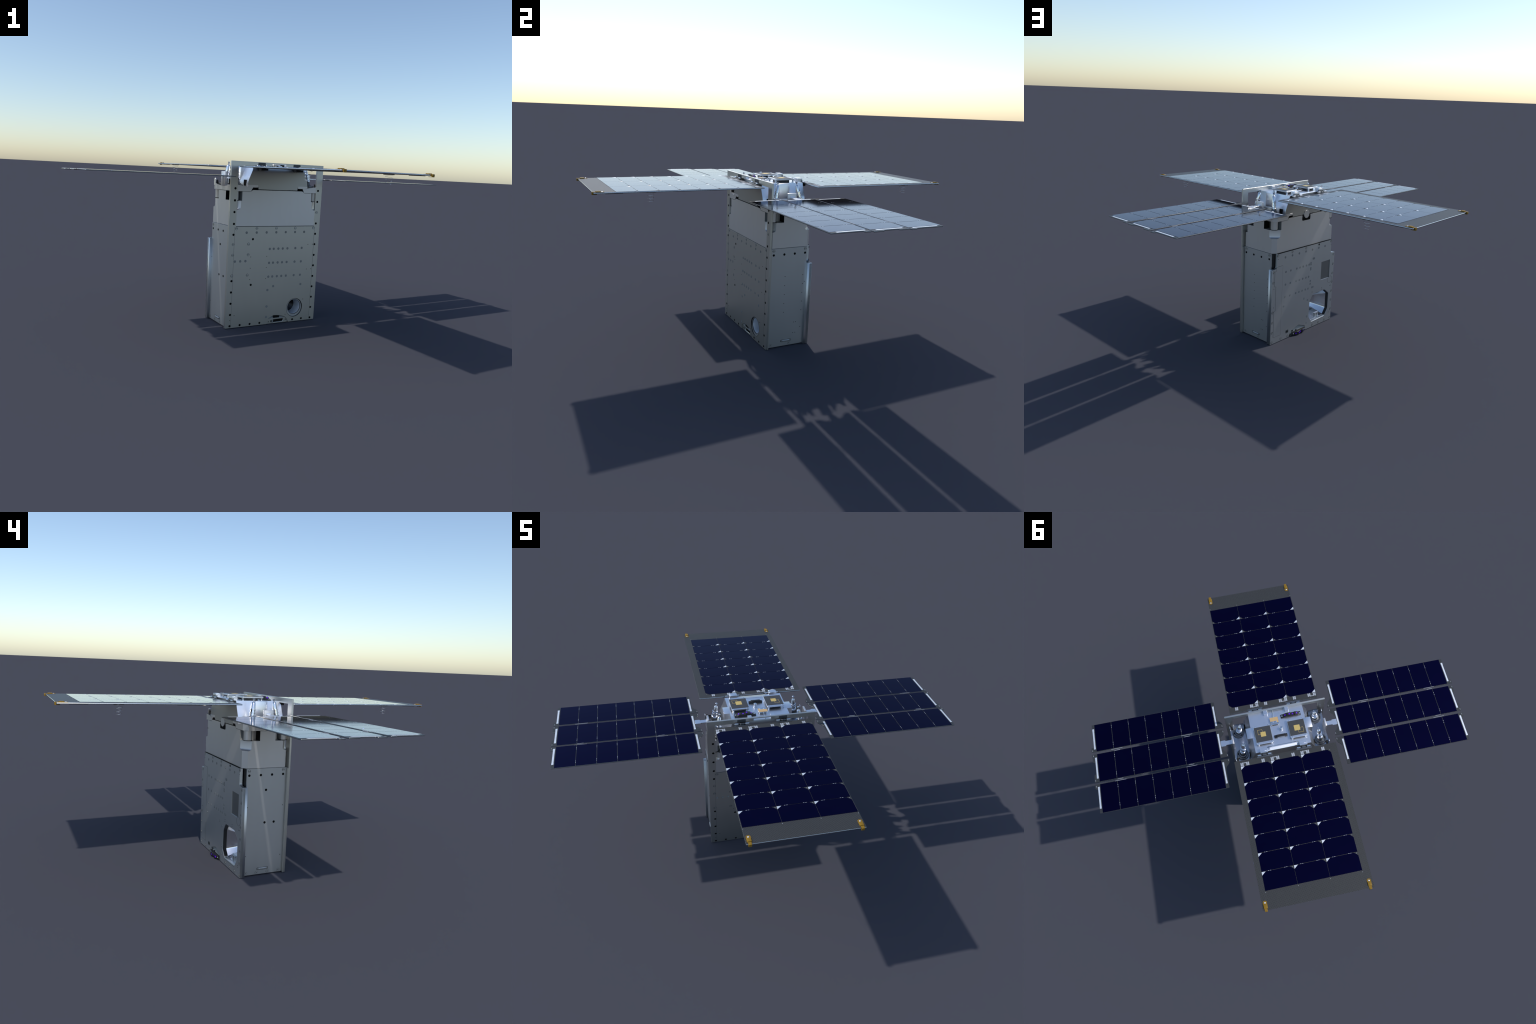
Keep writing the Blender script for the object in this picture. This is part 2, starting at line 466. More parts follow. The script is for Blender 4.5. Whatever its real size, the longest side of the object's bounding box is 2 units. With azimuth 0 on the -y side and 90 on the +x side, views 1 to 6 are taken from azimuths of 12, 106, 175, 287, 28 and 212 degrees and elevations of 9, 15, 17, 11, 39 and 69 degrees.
# liner blackened for the rim's shadow, and concave receiver mirror behind the eight-sided opening
cxo, czo = -0.1625, 0.137
def shrink(loop, k, y):
    return [(cxo + (x - cxo) * k, y, czo + (z - czo) * k) for x, z in loop]
bm = bmesh.new()
def loft_open(bm, loops, mi):
    t = bmesh.new()
    rs = [[t.verts.new(p) for p in L] for L in loops]
    n = len(rs[0])
    for a, b in zip(rs[:-1], rs[1:]):
        for i in range(n):
            j = (i + 1) % n
            t.faces.new((a[i], a[j], b[j], b[i]))
    return t, rs
t, rs = loft_open(bm, [shrink(octo, k, YB - d) for k, d in ((1.0, 0.0160), (0.994, 0.0160), (0.992, 0.0022), (0.975, 0.0030), (0.972, 0.0200), (0.955, 0.0215))], 0)
merge(bm, t, 0)
for fc in bm.faces:
    if fc.calc_center_median().z < 0.048:
        fc.material_index = 2  # bottom lip gets pale metal, painting in its sunlit band
loops = [shrink(octo, 0.955, YB - 0.0212)]
for i in range(1, 25):
    k = 1 - i / 24.5
    loops.append(shrink(octo, 0.955 * k, YB - 0.0212 - 0.105 * (1 - k ** 2.4)))
t, rs = loft_open(bm, loops, 1)
t.faces.new(rs[-1])
merge(bm, t, 1)
add("receiver_mirror", finish(bm, "receiver_mirror", [M_DARK, M_MIRROR, M_RAIL], 50), back)

bm = bmesh.new()                            # detector box standing in the mirror
box(bm, -0.1970, -0.1440, 0.062, 0.112, 0.032, 0.0815, 0, bev=0.0025)
box(bm, -0.1890, -0.1520, 0.110, 0.1165, 0.036, 0.0770, 0, bev=0.001)
box(bm, -0.1730, -0.1700, 0.116, 0.1172, 0.040, 0.073, 1)
for x in (-0.1920, -0.1490):
    for z in (0.040, 0.074):
        cyl(bm, (x, 0.111, z), (x, 0.1128, z), 0.0025, 1, 10)
add("detector_box", finish(bm, "detector_box", [M_SIDE, M_DARK], 30), back)

# long cover strip with step, seam grooves
bm = bmesh.new()
strip = rounded([(0.2673, 0.4953), (0.2124, 0.4953), (0.2136, 0.0420), (0.2786, 0.0420), (0.2800, 0.2150), (0.2673, 0.2150), (0.2673, 0.3750), (0.2800, 0.3750), (0.2800, 0.4700), (0.2673, 0.4700)], 0.003, 2)
def outline(bm, loop, frame, w, half, mi):
    n = len(loop)
    for i in range(n):
        a = Vector(loop[i]); b = Vector(loop[(i + 1) % n])
        d = (b - a)
        if d.length < 1e-5:
            continue
        d.normalize()
        nrm = Vector((-d.y, d.x)) * half
        q = [a + nrm - d * half, a - nrm - d * half, b - nrm + d * half, b + nrm + d * half]
        t = bmesh.new()
        lo = [t.verts.new(frame(p.x, p.y, w - 0.002)) for p in q]
        hi = [t.verts.new(frame(p.x, p.y, w)) for p in q]
        t.faces.new(hi)
        for k in range(4):
            t.faces.new((lo[k], lo[(k + 1) % 4], hi[(k + 1) % 4], hi[k]))
        merge(bm, t, mi)
sheet(bm, strip, [], 0.003, F_BACK(YB), 0, w0=0.0008)
outline(bm, strip, F_BACK(YB), 0.0006, 0.0012, 1)
outline(bm, circle(-0.267, 0.2975, 0.0235, 24), F_BACK(YB), 0.0004, 0.0006, 1)
outline(bm, [(-0.0958, 0.0330), (-0.2300, 0.0360), (-0.2300, 0.0366), (-0.0958, 0.0336)], F_BACK(YB), 0.0004, 0.0005, 1)
box(bm, -0.2600, 0.2600, YB - 0.004, YB + 0.0002, 0.5752, 0.5782, 2)
add("cover_strip", finish(bm, "cover_strip", [M_SIDE, M_DIM, M_BLACK]), back)

row = [0.1818, 0.1367, 0.0809, 0.0492, 0.0184, -0.0137, -0.0405]
fasten("hex_screw", back, "back", [(0.0645 * i - 0.0018, 0.5432) for i in range(-3, 4)], YB)
fasten("hex_screw", back, "back", [(u, v) for v in (0.4485, 0.3669, 0.2857) for u in row], YB)
fasten("hex_screw", back, "back", [(0.1901, 0.2266), (-0.0039, 0.2264), (-0.041, 0.2063), (-0.0414, 0.0911), (-0.041, 0.0464)], YB)
fasten("hex_screw", back, "back", [(-0.0800, 0.4807), (-0.0900, 0.4807), (-0.059, 0.4560), (-0.059, 0.4465), (-0.059, 0.4210), (-0.059, 0.4115), (-0.0605, 0.3335), (-0.0605, 0.3141), (-0.0800, 0.2857), (-0.0900, 0.2857)], YB)
fasten("slotted_screw", back, "back", [(0.257, 0.565), (0.1281, 0.5652), (-0.0022, 0.5648), (-0.2598, 0.5648), (0.2905, 0.4668), (0.2917, 0.4021),
       (0.2913, 0.2099), (0.2915, 0.1433), (0.291, 0.0764), (0.2906, 0.0127), (0.2086, 0.014), (0.1429, 0.0108), (-0.1015, 0.0138), (-0.166, 0.0127), (-0.2309, 0.0133)], YB, 0.5)
fasten("slotted_screw", back, "back", [(-0.294, v) for v in (0.0125, 0.0765, 0.1433, 0.2081, 0.2733, 0.3361, 0.4011, 0.4689)], YB, 0.5)
fasten("socket_bolt", back, "back", [(-0.1313, 0.5658)], YB)
fasten("pin_hole", back, "back", [(0.2560, 0.5430), (-0.2590, 0.5440), (0.2600, 0.4860), (0.2260, 0.4860), (0.2600, 0.0520), (0.2260, 0.0520), (-0.0850, 0.2560), (-0.0850, 0.2460), (-0.1850, 0.2560), (-0.1850, 0.2460),
        (-0.2720, 0.2520), (-0.2820, 0.2520), (-0.2760, 0.0500), (-0.2760, 0.0600), (0.2850, 0.3620), (0.2850, 0.2420)], YB)

bm = bmesh.new()                            # small round-cornered service plug
sheet(bm, rounded([(0.1645, 0.0335), (0.1378, 0.0335), (0.1378, 0.0560), (0.1645, 0.0560)], 0.009), [], 0.003, F_BACK(YB), 0, w0=0.0010)
sheet(bm, rounded([(0.1590, 0.0400), (0.1430, 0.0400), (0.1430, 0.0500), (0.1590, 0.0500)], 0.003), [], 0.003, F_BACK(YB), 1, w0=0.0016)
add("service_plug", finish(bm, "service_plug", [M_DIM, M_BLACK]), back)

# sun sensor bar: faceted black body with four violet windows and chrome end screws
def sun_sensor_mesh():
    bm = bmesh.new()
    prof = [(-0.060, 0.000), (-0.060, 0.006), (-0.052, 0.0085), (-0.044, 0.0085), (-0.038, 0.013), (-0.027, 0.019), (-0.014, 0.0210), (-0.003, 0.0210),
            (0.000, 0.0150), (0.022, 0.0150), (0.024, 0.0190), (0.032, 0.0185), (0.042, 0.0120), (0.046, 0.0085), (0.060, 0.0085), (0.060, 0.0)]
    t = bmesh.new()
    secs = []
    for y, k in ((-0.0115, 0.8), (-0.0105, 1.0), (0.0105, 1.0), (0.0115, 0.8)):
        secs.append([t.verts.new((x, y, h * (1 if h < 0.001 else 1) * (1.0 if k == 1.0 else 0.93))) for x, h in prof])
    n = len(prof)
    for a, b in zip(secs[:-1], secs[1:]):
        for i in range(n):
            t.faces.new((a[i], a[(i + 1) % n], b[(i + 1) % n], b[i]))
    t.faces.new(secs[0]); t.faces.new(secs[-1])
    merge(bm, t, 0)
    for x, z, rot in ((-0.0335, 0.0155, -0.52), (-0.0075, 0.0210, 0.0), (0.0120, 0.0150, 0.0), (0.0370, 0.0153, 0.58)):
        m = Matrix.Translation((x, 0.0, z)) @ Matrix.Rotation(rot, 4, 'Y')
        box(bm, -0.0068, 0.0068, -0.0075, 0.0075, -0.002, 0.0004, 0, mtx=m)
        box(bm, -0.0040, 0.0040, -0.0042, 0.0042, -0.001, 0.0010, 1, mtx=m)
    for x in (-0.0525, 0.0535):
        cyl(bm, (x, 0, 0.004), (x, 0, 0.0115), 0.0046, 2, 16, bev=0.001)
    return finish(bm, "sun_sensor", [M_DARK, M_LENS, M_CHROME], 35)
SENSOR = sun_sensor_mesh()

bm = bmesh.new()                            # wedge-shaped sensor bay in the back plate notch
t = bmesh.new()
quad = [(0.128, YB - 0.0015, 0.0260), (-0.030, YB - 0.0015, 0.0240), (0.0300, YB - 0.0150, 0.0570), (0.0580, YB - 0.0150, 0.0570)]
vs = [t.verts.new(p) for p in quad] + [t.verts.new((p[0], p[1] - 0.004, p[2])) for p in quad]
for f in ((0, 1, 2, 3), (7, 6, 5, 4), (0, 4, 5, 1), (1, 5, 6, 2), (2, 6, 7, 3), (3, 7, 4, 0)):
    t.faces.new([vs[i] for i in f])
merge(bm, t, 0)
box(bm, -0.034, 0.133, YB - 0.020, YB - 0.0135, 0.001, 0.060, 1)
box(bm, -0.030, 0.129, YB - 0.014, YB - 0.0020, 0.0008, 0.0255, 0)
box(bm, 0.1110, 0.1270, YB - 0.004, YB - 0.0005, 0.003, 0.018, 1)
box(bm, 0.0900, 0.1020, YB - 0.006, YB - 0.0012, 0.0270, 0.0340, 1)
box(bm, 0.0560, 0.0660, YB - 0.006, YB + 0.0005, 0.0230, 0.0300, 1)
add("sensor_bay", finish(bm, "sensor_bay", [M_MID, M_BLACK]), back)
o = place("sun_sensor", SENSOR, back, "back", (0.0430, YB - 0.001, 0.0128))

def roll_ends(me, z0, z1, k):
    """soften the shading of a bar's long faces towards its two ends, as if the ends were rolled over"""
    ns = []
    for p in me.polygons:
        for li in p.loop_indices:
            n = p.normal.copy()
            if abs(n.z) < 0.5:
                z = me.vertices[me.loops[li].vertex_index].co.z
                n = (n + Vector((0, 0, k if z > (z0 + z1) / 2 else -k))).normalized()
            ns.append(tuple(n))
    me.shade_smooth()
    me.normals_split_custom_set(ns)

# ------------------------------------------------------------------ side panels and rails
for s, kind in ((1, "xp"), (-1, "xn")):
    bm = bmesh.new()
    fr = F_XP(XS) if s > 0 else F_XN(-XS)
    sheet(bm, [(-0.1200, 0.003), (0.1090, 0.003), (0.1090, 0.5770), (-0.1200, 0.5770)], [], 0.010, fr, 0, bev=0.0006)
    # grab bar near the foot
    g = [(-0.0310, 0.0325), (0.0300, 0.0325)]
    bmx = [(-0.0345, 0.0265), (0.0335, 0.0265), (0.0335, 0.0405), (-0.0345, 0.0405)]
    sheet(bm, rounded(bmx, 0.0065), [], 0.004, fr, 2, w0=0.0008)  # dark backing plate modelled as the shadow around the bar
    sheet(bm, rounded([(-0.0315, 0.0300), (0.0305, 0.0300), (0.0305, 0.0385), (-0.0315, 0.0385)], 0.0042), [], 0.004, fr, 0, w0=0.0024)
    sheet(bm, rounded([(-0.0220, 0.0310), (0.0210, 0.0310), (0.0210, 0.0372), (-0.0220, 0.0372)], 0.003), [], 0.005, fr, 0, bev=0.0008, w0=0.0060)
    for y in (-0.028, 0.027):
        sheet(bm, circle(y, 0.0342, 0.0016, 10), [], 0.003, fr, 1, w0=0.0030)
    side = add("side_panel", finish(bm, "side_panel", [M_SIDE, M_BLACK, M_DIM], 30))
    P = s * XS
    fasten("slotted_screw", side, kind, [(-0.0978, 0.565), (0.0964, 0.565)], P)
    fasten("socket_bolt", side, kind, [(-0.0978, 0.542), (-0.0332, 0.542), (0.0312, 0.542), (0.0962, 0.542)], P)
    if s > 0:
        fasten("pin_hole", side, kind, [(-0.0228, 0.4154 - 0.0522 * i) for i in range(5)] + [(0.0895, 0.4156 - 0.0522 * i) for i in range(5)] + [(0.1014, 0.3752), (0.0888, 0.1050)], P)
        fasten("pin_hole", side, kind, [(0.0445, 0.1385), (0.058, 0.1385), (0.0445, 0.0740), (0.058, 0.0738)], P)
        fasten("foot_screw", side, kind, [(-0.0962, 0.0156), (0.0195, 0.0157)], P)
    else:
        fasten("socket_bolt", side, kind, [(-0.0022, 0.4622), (-0.002, 0.287), (-0.0557, 0.2868)], P)
        fasten("foot_screw", side, kind, [(-0.0958, 0.0135), (-0.0309, 0.0137), (0.0342, 0.0134), (0.0957, 0.0144)], P)
        fasten("pin_hole", side, kind, [(-0.1032, 0.3743), (-0.103, 0.0994), (0.1005, 0.3743), (0.1005, 0.1100)], P)
    bm = bmesh.new()
    box(bm, s * 0.2800, s * 0.3040, 0.1085, YB - 0.0004, 0.0, 0.4825, 0)
    rm = finish(bm, "corner_rail", [M_RAIL])
    roll_ends(rm, 0.0, 0.4825, 0.6)  # tilted normals put a bright-top, dark-foot reflection gradient on the rail
    add("corner_rail", rm)

# plain core that closes the box behind the plates
bm = bmesh.new()
prism = [(0.2800, 0.1080), (0.2560, 0.1215)]
def core_outline(z, pts):
    return [(x, y, z) for x, y in mirror4(pts)]
prism_sections(bm, [core_outline(z, [(0.2810, 0.1050), (0.2610, 0.1140)]) for z in (0.2450, 0.5775)], 0)
box(bm, -0.281, -0.271, -0.1195, 0.1050, 0.002, 0.2450, 0)
box(bm, -0.2705, -0.052, -0.1195, -0.0700, 0.002, 0.2450, 0)
box(bm, -0.0500, 0.1000, -0.1000, 0.1000, 0.0600, 0.2450, 0)
box(bm, 0.2150, 0.281, -0.1195, 0.1050, 0.002, 0.2450, 0)
box(bm, 0.0950, 0.2200, 0.0050, 0.1000, 0.002, 0.2450, 0)
box(bm, -0.281, 0.281, -0.1150, 0.118, 0.0008, 0.0030, 0)
core = add("inner_core", finish(bm, "inner_core", [M_DARK]))

# ------------------------------------------------------------------ propulsion block (upper body)
bm = bmesh.new()
BX, BY = 0.2885, 0.1302
low = [(BX, 0.1080), (0.2640, BY)]
pad = [(BX, 0.0890), (0.2380, BY)]
def sec(z, pts):
    return [(x, y, z) for x, y in mirror4(pts)]
mid = [(BX, (0.1080 + 0.0890) / 2), ((0.2640 + 0.2380) / 2, BY)]
near = [(BX, 0.0915), (0.2415, BY)]
prism_sections(bm, [sec(0.5785, low), sec(0.6680, low), sec(0.6690, mid), sec(0.6740, near), sec(0.6800, pad), sec(0.7182, pad)], 0)
# plus-shaped upper stage leaving open pockets at the corners
PX, PY = 0.2310, 0.0435
plus = [(BX, PY), (PX, PY), (PX, BY)]
prism_sections(bm, [sec(z, plus) for z in (0.7182, 0.7685)], 0)
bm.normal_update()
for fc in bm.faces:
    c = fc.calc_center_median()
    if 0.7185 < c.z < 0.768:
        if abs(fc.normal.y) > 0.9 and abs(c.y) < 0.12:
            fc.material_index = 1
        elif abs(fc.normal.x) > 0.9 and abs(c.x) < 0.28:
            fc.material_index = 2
# raised middle: front and back lips with sloped ends, notch for the round pin at the back
lip = rounded([(-0.180, 0.7680), (0.180, 0.7680), (0.166, 0.7788), (-0.166, 0.7788)], [0, 0, 0.006, 0.006])
sheet(bm, lip, [], 0.02, F_FRONT(-BY), 0)
nx = 0.004
lipb = [(-0.180, 0.7680), (nx - 0.0385, 0.7680), (nx - 0.0385, 0.7788), (-0.166, 0.7788)]
sheet(bm, lipb, [], 0.02, F_BACK(BY), 0)
lipb = [(nx + 0.0385, 0.7680), (0.180, 0.7680), (0.166, 0.7788), (nx + 0.0385, 0.7788)]
sheet(bm, lipb, [], 0.02, F_BACK(BY), 0)
slotp = rounded([(nx - 0.0385, 0.7684), (nx - 0.0385, 0.7450), (nx + 0.0385, 0.7450), (nx + 0.0385, 0.7684)], [0, 0.009, 0.009, 0])
sheet(bm, slotp, [], 0.003, F_BACK(BY), 1, w0=0.0006)
box(bm, -0.225, 0.225, -0.1262, 0.1262, 0.7690, 0.7830, 1)
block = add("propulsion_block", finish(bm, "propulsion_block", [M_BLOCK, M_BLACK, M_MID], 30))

bm = bmesh.new()
cyl(bm, (nx, 0.118, 0.7835), (nx, 0.1335, 0.7835), 0.0250, 0, 40, bev=0.0008)
add("round_pin", finish(bm, "round_pin", [M_BLOCK], 40), block)
for sx in (-1, 1):
    for sy in (-1, 1):
        bm = bmesh.new()
        cyl(bm, (sx * 0.2600, sy * 0.1000, 0.7190), (sx * 0.2600, sy * 0.1000, 0.7690), 0.0215, 0, 28)
        cyl(bm, (sx * 0.2600, sy * 0.1000, 0.7186), (sx * 0.2600, sy * 0.1000, 0.7215), 0.0235, 1, 28)
        box(bm, min(sx * 0.2325, sx * 0.2440), max(sx * 0.2325, sx * 0.2440), min(sy * 0.046, sy * 0.075), max(sy * 0.046, sy * 0.075), 0.7184, 0.7680, 0)
        add("valve_can", finish(bm, "valve_can", [M_BLOCK, M_DARK], 40), block)

# ------------------------------------------------------------------ valve tray: two side decks with sloped front and back faces
for s in (-1, 1):
    bm = bmesh.new()
    # plan outline with chamfered outer corners; the deck is a saddle: corners high, middle and inner edge low
    plan = [(0.1660, -0.1302, 0.7925), (0.2640, -0.1302, 0.8055), (0.2880, -0.1080, 0.8060), (0.2880, -0.0300, 0.7935),
            (0.2880, 0.0300, 0.7935), (0.2880, 0.1080, 0.8060), (0.2640, 0.1302, 0.8055), (0.1660, 0.1302, 0.7925)]
    t = bmesh.new()
    lo = [t.verts.new((s * (x if x > 0.2 else 0.178), y, 0.7704)) for x, y, z in plan]
    hi = [t.verts.new((s * x, y, z)) for x, y, z in plan]
    m0 = t.verts.new((s * 0.1660, -0.0300, 0.7925))
    m1 = t.verts.new((s * 0.1660, 0.0300, 0.7925))
    c0 = t.verts.new((s * 0.2350, -0.0800, 0.7985))
    c1 = t.verts.new((s * 0.2350, 0.0800, 0.7985))
    t.faces.new(lo)
    for ring, c in (([hi[0], hi[1], hi[2], hi[3], m0], c0), ([hi[4], hi[5], hi[6], hi[7], m1], c1)):
        for k in range(5):
            t.faces.new((ring[k], ring[(k + 1) % 5], c))
    t.faces.new((m0, hi[3], hi[4], m1))
    t.faces.new((lo[7], lo[0], hi[0], m0, m1, hi[7]))
    for i in range(7):
        t.faces.new((lo[i], lo[i + 1], hi[i + 1], hi[i]))
    merge(bm, t, 0)
    bm.normal_update()
    for fc in bm.faces:
        if fc.normal.z > 0.9:
            fc.material_index = 1
    # thin lip plates that run on towards the middle, front and back
    for sy in (-1, 1):
        xs = sorted((s * 0.1340, s * 0.1990))
        ys = sorted((sy * 0.110, sy * 0.1302))
        box(bm, xs[0], xs[1], ys[0], ys[1], 0.7930, 0.8065, 0, bev=0.0004)
    # arm bracket wall
    box(bm, *sorted((s * 0.2765, s * 0.2880)), -0.0265, 0.0265, 0.7900, 0.8738, 0, bev=0.002, seg=2)
    tray = add("valve_tray", finish(bm, "valve_tray", [M_BLOCK, M_DECK], 30))
    # corner posts with black plugs
    for sy in (-1, 1):
        bm = bmesh.new()
        sheet(bm, rounded([(sy * 0.0930, 0.792), (sy * 0.1135, 0.792), (sy * 0.1135, 0.8335), (sy * 0.0930, 0.8335)], [0, 0, 0.009, 0.009]), [], 0.0045,
              F_XP(0.2885) if s > 0 else F_XN(-0.2885), 0, bev=0.0008)
        box(bm, *sorted((s * 0.2680, s * 0.2800)), *sorted((sy * 0.0960, sy * 0.1120)), 0.795, 0.8230, 1, bev=0.002)
        add("corner_post", finish(bm, "corner_post", [M_FRAME, M_DARK], 40), tray)
    # deployment arm reaching the wing
    bm = bmesh.new()
    armp = [(0.2800, -0.0115), (0.3265, -0.0115), (0.3275, -0.0165), (0.3560, -0.0165), (0.3560, 0.0205), (0.3275, 0.0205), (0.3265, 0.0150), (0.2800, 0.0150)]
    sheet(bm, [(s * x, y) for x, y in rounded(armp, [0, 0.002, 0.002, 0.003, 0.003, 0.002, 0.002, 0])], [], 0.006, F_TOP(0.8520), 0, bev=0.0006)
    cyl(bm, (s * 0.2860, -0.0115, 0.8545), (s * 0.2860, 0.0150, 0.8545), 0.0050, 0, 16)
    add("wing_arm", finish(bm, "wing_arm", [M_FRAME], 40), tray)

# ------------------------------------------------------------------ thrusters
def thruster_mesh():
    bm = bmesh.new()
    # black mount and steel nozzle stack, height 0 at the deck
    lathe(bm, [(0.0360, 0.0), (0.0360, 0.0055), (0.0345, 0.0070), (0.0300, 0.0070), (0.0290, 0.0045), (0.0245, 0.0045), (0.0235, 0.0095), (0.0175, 0.0110), (0.0165, 0.0270), (0.0150, 0.0300)], 1, None, 36)
    lathe(bm, [(0.0170, 0.0330), (0.0182, 0.0345), (0.0182, 0.0405), (0.0165, 0.0425), (0.0125, 0.0440), (0.0125, 0.0560), (0.0160, 0.0570), (0.0160, 0.0590), (0.0122, 0.0600),
               (0.0122, 0.0720), (0.0160, 0.0730), (0.0160, 0.0750), (0.0118, 0.0765), (0.0102, 0.1070), (0.0085, 0.1110), (0.0060, 0.1135), (0.0036, 0.1160),
               (0.0036, 0.1200), (0.0066, 0.1290), (0.0070, 0.1310), (0.0058, 0.1310), (0.0030, 0.1230), (0.0, 0.1225)], 0, None, 28)
    lathe(bm, [(0.0150, 0.0290), (0.0120, 0.0340)], 2, None, 20)
    for a in (0.5, 2.6, 4.7):
        c = Vector((0.0270 * math.cos(a), 0.0270 * math.sin(a), 0))
        cyl(bm, c, c + Vector((0, 0, 0.0120)), 0.0040, 2, 10, bev=0.0008)
    return finish(bm, "thruster", [M_CHROME, M_GREY, M_DARK], 35)
THR = thruster_mesh()
for sx in (-1, 1):
    for sy in (-1, 1):
        base = Vector((sx * 0.2400, sy * 0.0745, 0.7985))
        tip = Vector((sx * 0.2243, sy * 0.0556, 0.9275))
        o = add("thruster", THR)
        o.matrix_local = Matrix.Translation(base) @ (tip - base).to_track_quat('Z', 'Y').to_matrix().to_4x4()

# ------------------------------------------------------------------ top housing
bm = bmesh.new()
HY = 0.1292
prof = [(0.7830, 0.1305), (0.7955, 0.1305), (0.7956, 0.1985), (0.8100, 0.1980), (0.8300, 0.1955), (0.8450, 0.1900), (0.8600, 0.1835), (0.8750, 0.1770), (0.8900, 0.1715), (0.9050, 0.1668), (0.9118, 0.1650)]
secs = []
for z, x in prof:
    secs.append([(x, -HY if z < 0.905 else -0.1215, z), (x, HY, z), (-x, HY, z), (-x, -HY if z < 0.905 else -0.1215, z)])
prism_sections(bm, secs, 0)
bm.normal_update()
for fc in bm.faces:
    if abs(fc.normal.y) > 0.7:
        fc.material_index = 2
for s in (-1, 1):
    box(bm, *sorted((s * 0.14, s * 0.1955)), -0.0360, 0.0320, 0.7960, 0.9122, 0, bev=0.0015, seg=2)
    for sy in (-1, 1):                     # dark openings low on the sloped sides
        box(bm, *sorted((s * 0.17, s * 0.2003)), *sorted((sy * 0.0810, sy * 0.1050)), 0.8010, 0.8330, 1, bev=0.001)
housing = add("top_housing", finish(bm, "top_housing", [M_FRAME, M_BLACK, M_HOUS], 28))

# strip between the hinges, normals bent to draw the deck edge's sun glare
bm = bmesh.new()
gx, gy = 12, 4
gv = [[bm.verts.new((-0.0925 + 0.185 * i / gx, 0.1040 + 0.0265 * j / gy, 0.9127 - 0.0004 * (j / gy) ** 2)) for j in range(gy + 1)] for i in range(gx + 1)]
for i in range(gx):
    for j in range(gy):
        bm.faces.new((gv[i][j], gv[i + 1][j], gv[i + 1][j + 1], gv[i][j + 1]))
me = finish(bm, "edge_glare_strip", [M_FRAME])
me.shade_smooth()
me.normals_split_custom_set_from_vertices([tuple(Vector((-0.16 * (v.co.y - 0.104) / 0.0265, 0.70 * (v.co.y - 0.104) / 0.0265, 1.0)).normalized()) for v in me.vertices])
o = add("edge_glare_strip", me, housing)
sm = o.modifiers.new("thickness", 'SOLIDIFY'); sm.thickness = 0.002; sm.offset = -1.0
# patch antennas on posts
def antenna(cx, cy, hx, hy, patch, frame):
    bm = bmesh.new()
    sheet(bm, rounded([(cx - hx, cy - hy), (cx + hx, cy - hy), (cx + hx, cy + hy), (cx - hx, cy + hy)], 0.004), [], 0.0072, F_TOP(0.9320), 0, bev=0.0006)
    box(bm, cx - hx + 0.0008, cx + hx - 0.0008, cy - hy + 0.0125, cy + hy - 0.0125, 0.931, 0.9332, 1)
    x0, x1, y0, y1 = patch
    box(bm, x0, x1, y0, y1, 0.932, 0.9338, 2)
    x0, x1, y0, y1 = frame
    w = 0.0013
    box(bm, x0, x1, y0, y0 + w, 0.932, 0.93345, 2)
    box(bm, x0, x1, y1 - w, y1, 0.932, 0.93345, 2)
    box(bm, x0, x0 + w, y0, y1, 0.932, 0.93343, 2)
    box(bm, x1 - w, x1, y0, y1, 0.932, 0.93343, 2)
    for sx in (-1, 1):
        for sy in (-1, 1):
            px, py = cx + sx * (hx - 0.0105), cy + sy * (hy - 0.0065)
            cyl(bm, (px, py, 0.9105), (px, py, 0.926), 0.0052, 3, 16)
            cyl(bm, (px, py, 0.931), (px, py, 0.9332), 0.0036, 3, 14, bev=0.0006)
    box(bm, cx - hx * 0.72, cx + hx * 0.72, cy - hy * 0.55, cy + hy * 0.55, 0.9115, 0.9245, 4)
    return finish(bm, "patch_antenna", [M_FRAME, M_PATCH, M_GOLD, M_CHROME, M_DARK], 35)
add("patch_antenna", antenna(-0.1018, 0.0265, 0.0490, 0.0600, (-0.1190, -0.0845, 0.0110, 0.0460), (-0.1370, -0.1060, 0.0300, 0.0610)), housing)
add("patch_antenna", antenna(0.1000, 0.0275, 0.0488, 0.0600, (0.0850, 0.1150, 0.0140, 0.0440), (0.1020, 0.1300, -0.0020, 0.0290)), housing)

o = place("sun_sensor", SENSOR, housing, "top", (-0.0838, -0.0695, 0.9100), pi)

bm = bmesh.new()                            # short polished post
cyl(bm, (-0.0105, 0.0080, 0.911), (-0.0105, 0.0080, 0.9340), 0.0088, 0, 24, bev=0.002)
cyl(bm, (-0.0105, 0.0080, 0.911), (-0.0105, 0.0080, 0.9165), 0.0115, 0, 24, bev=0.001)
add("polished_post", finish(bm, "polished_post", [M_CHROME], 40), housing)

bm = bmesh.new()                            # tan chip on a bright carrier
box(bm, -0.0060, 0.0440, -0.0700, -0.0230, 0.9200, 0.9240, 1, bev=0.0008)
box(bm, -0.0045, 0.0440, -0.0690, -0.0340, 0.9235, 0.9256, 0)
box(bm, 0.0060, 0.0440, -0.0440, -0.0330, 0.9240, 0.9262, 1, bev=0.0006)
for x, y in ((0.0285, -0.0390), (0.0080, -0.0405)):
    lathe(bm, [(0.0046, 0.0), (0.0040, 0.0024), (0.0022, 0.0040), (0.0, 0.0045)], 1, Matrix.Translation((x, y, 0.9250)), 16)
for x in (0.0000, 0.0380):
    for y in (-0.0640, -0.0290):
        cyl(bm, (x, y, 0.911), (x, y, 0.921), 0.003, 1, 10)
pts = [(0.0215, -0.0690, 0.9210), (0.0205, -0.0800, 0.9205), (0.0190, -0.0950, 0.9170), (0.0185, -0.1050, 0.9150), (0.0185, -0.1230, 0.9145)]
tube(bm, pts, 0.0026, 1, 10)
add("tan_chip", finish(bm, "tan_chip", [M_TAN, M_CHROME], 40), housing)

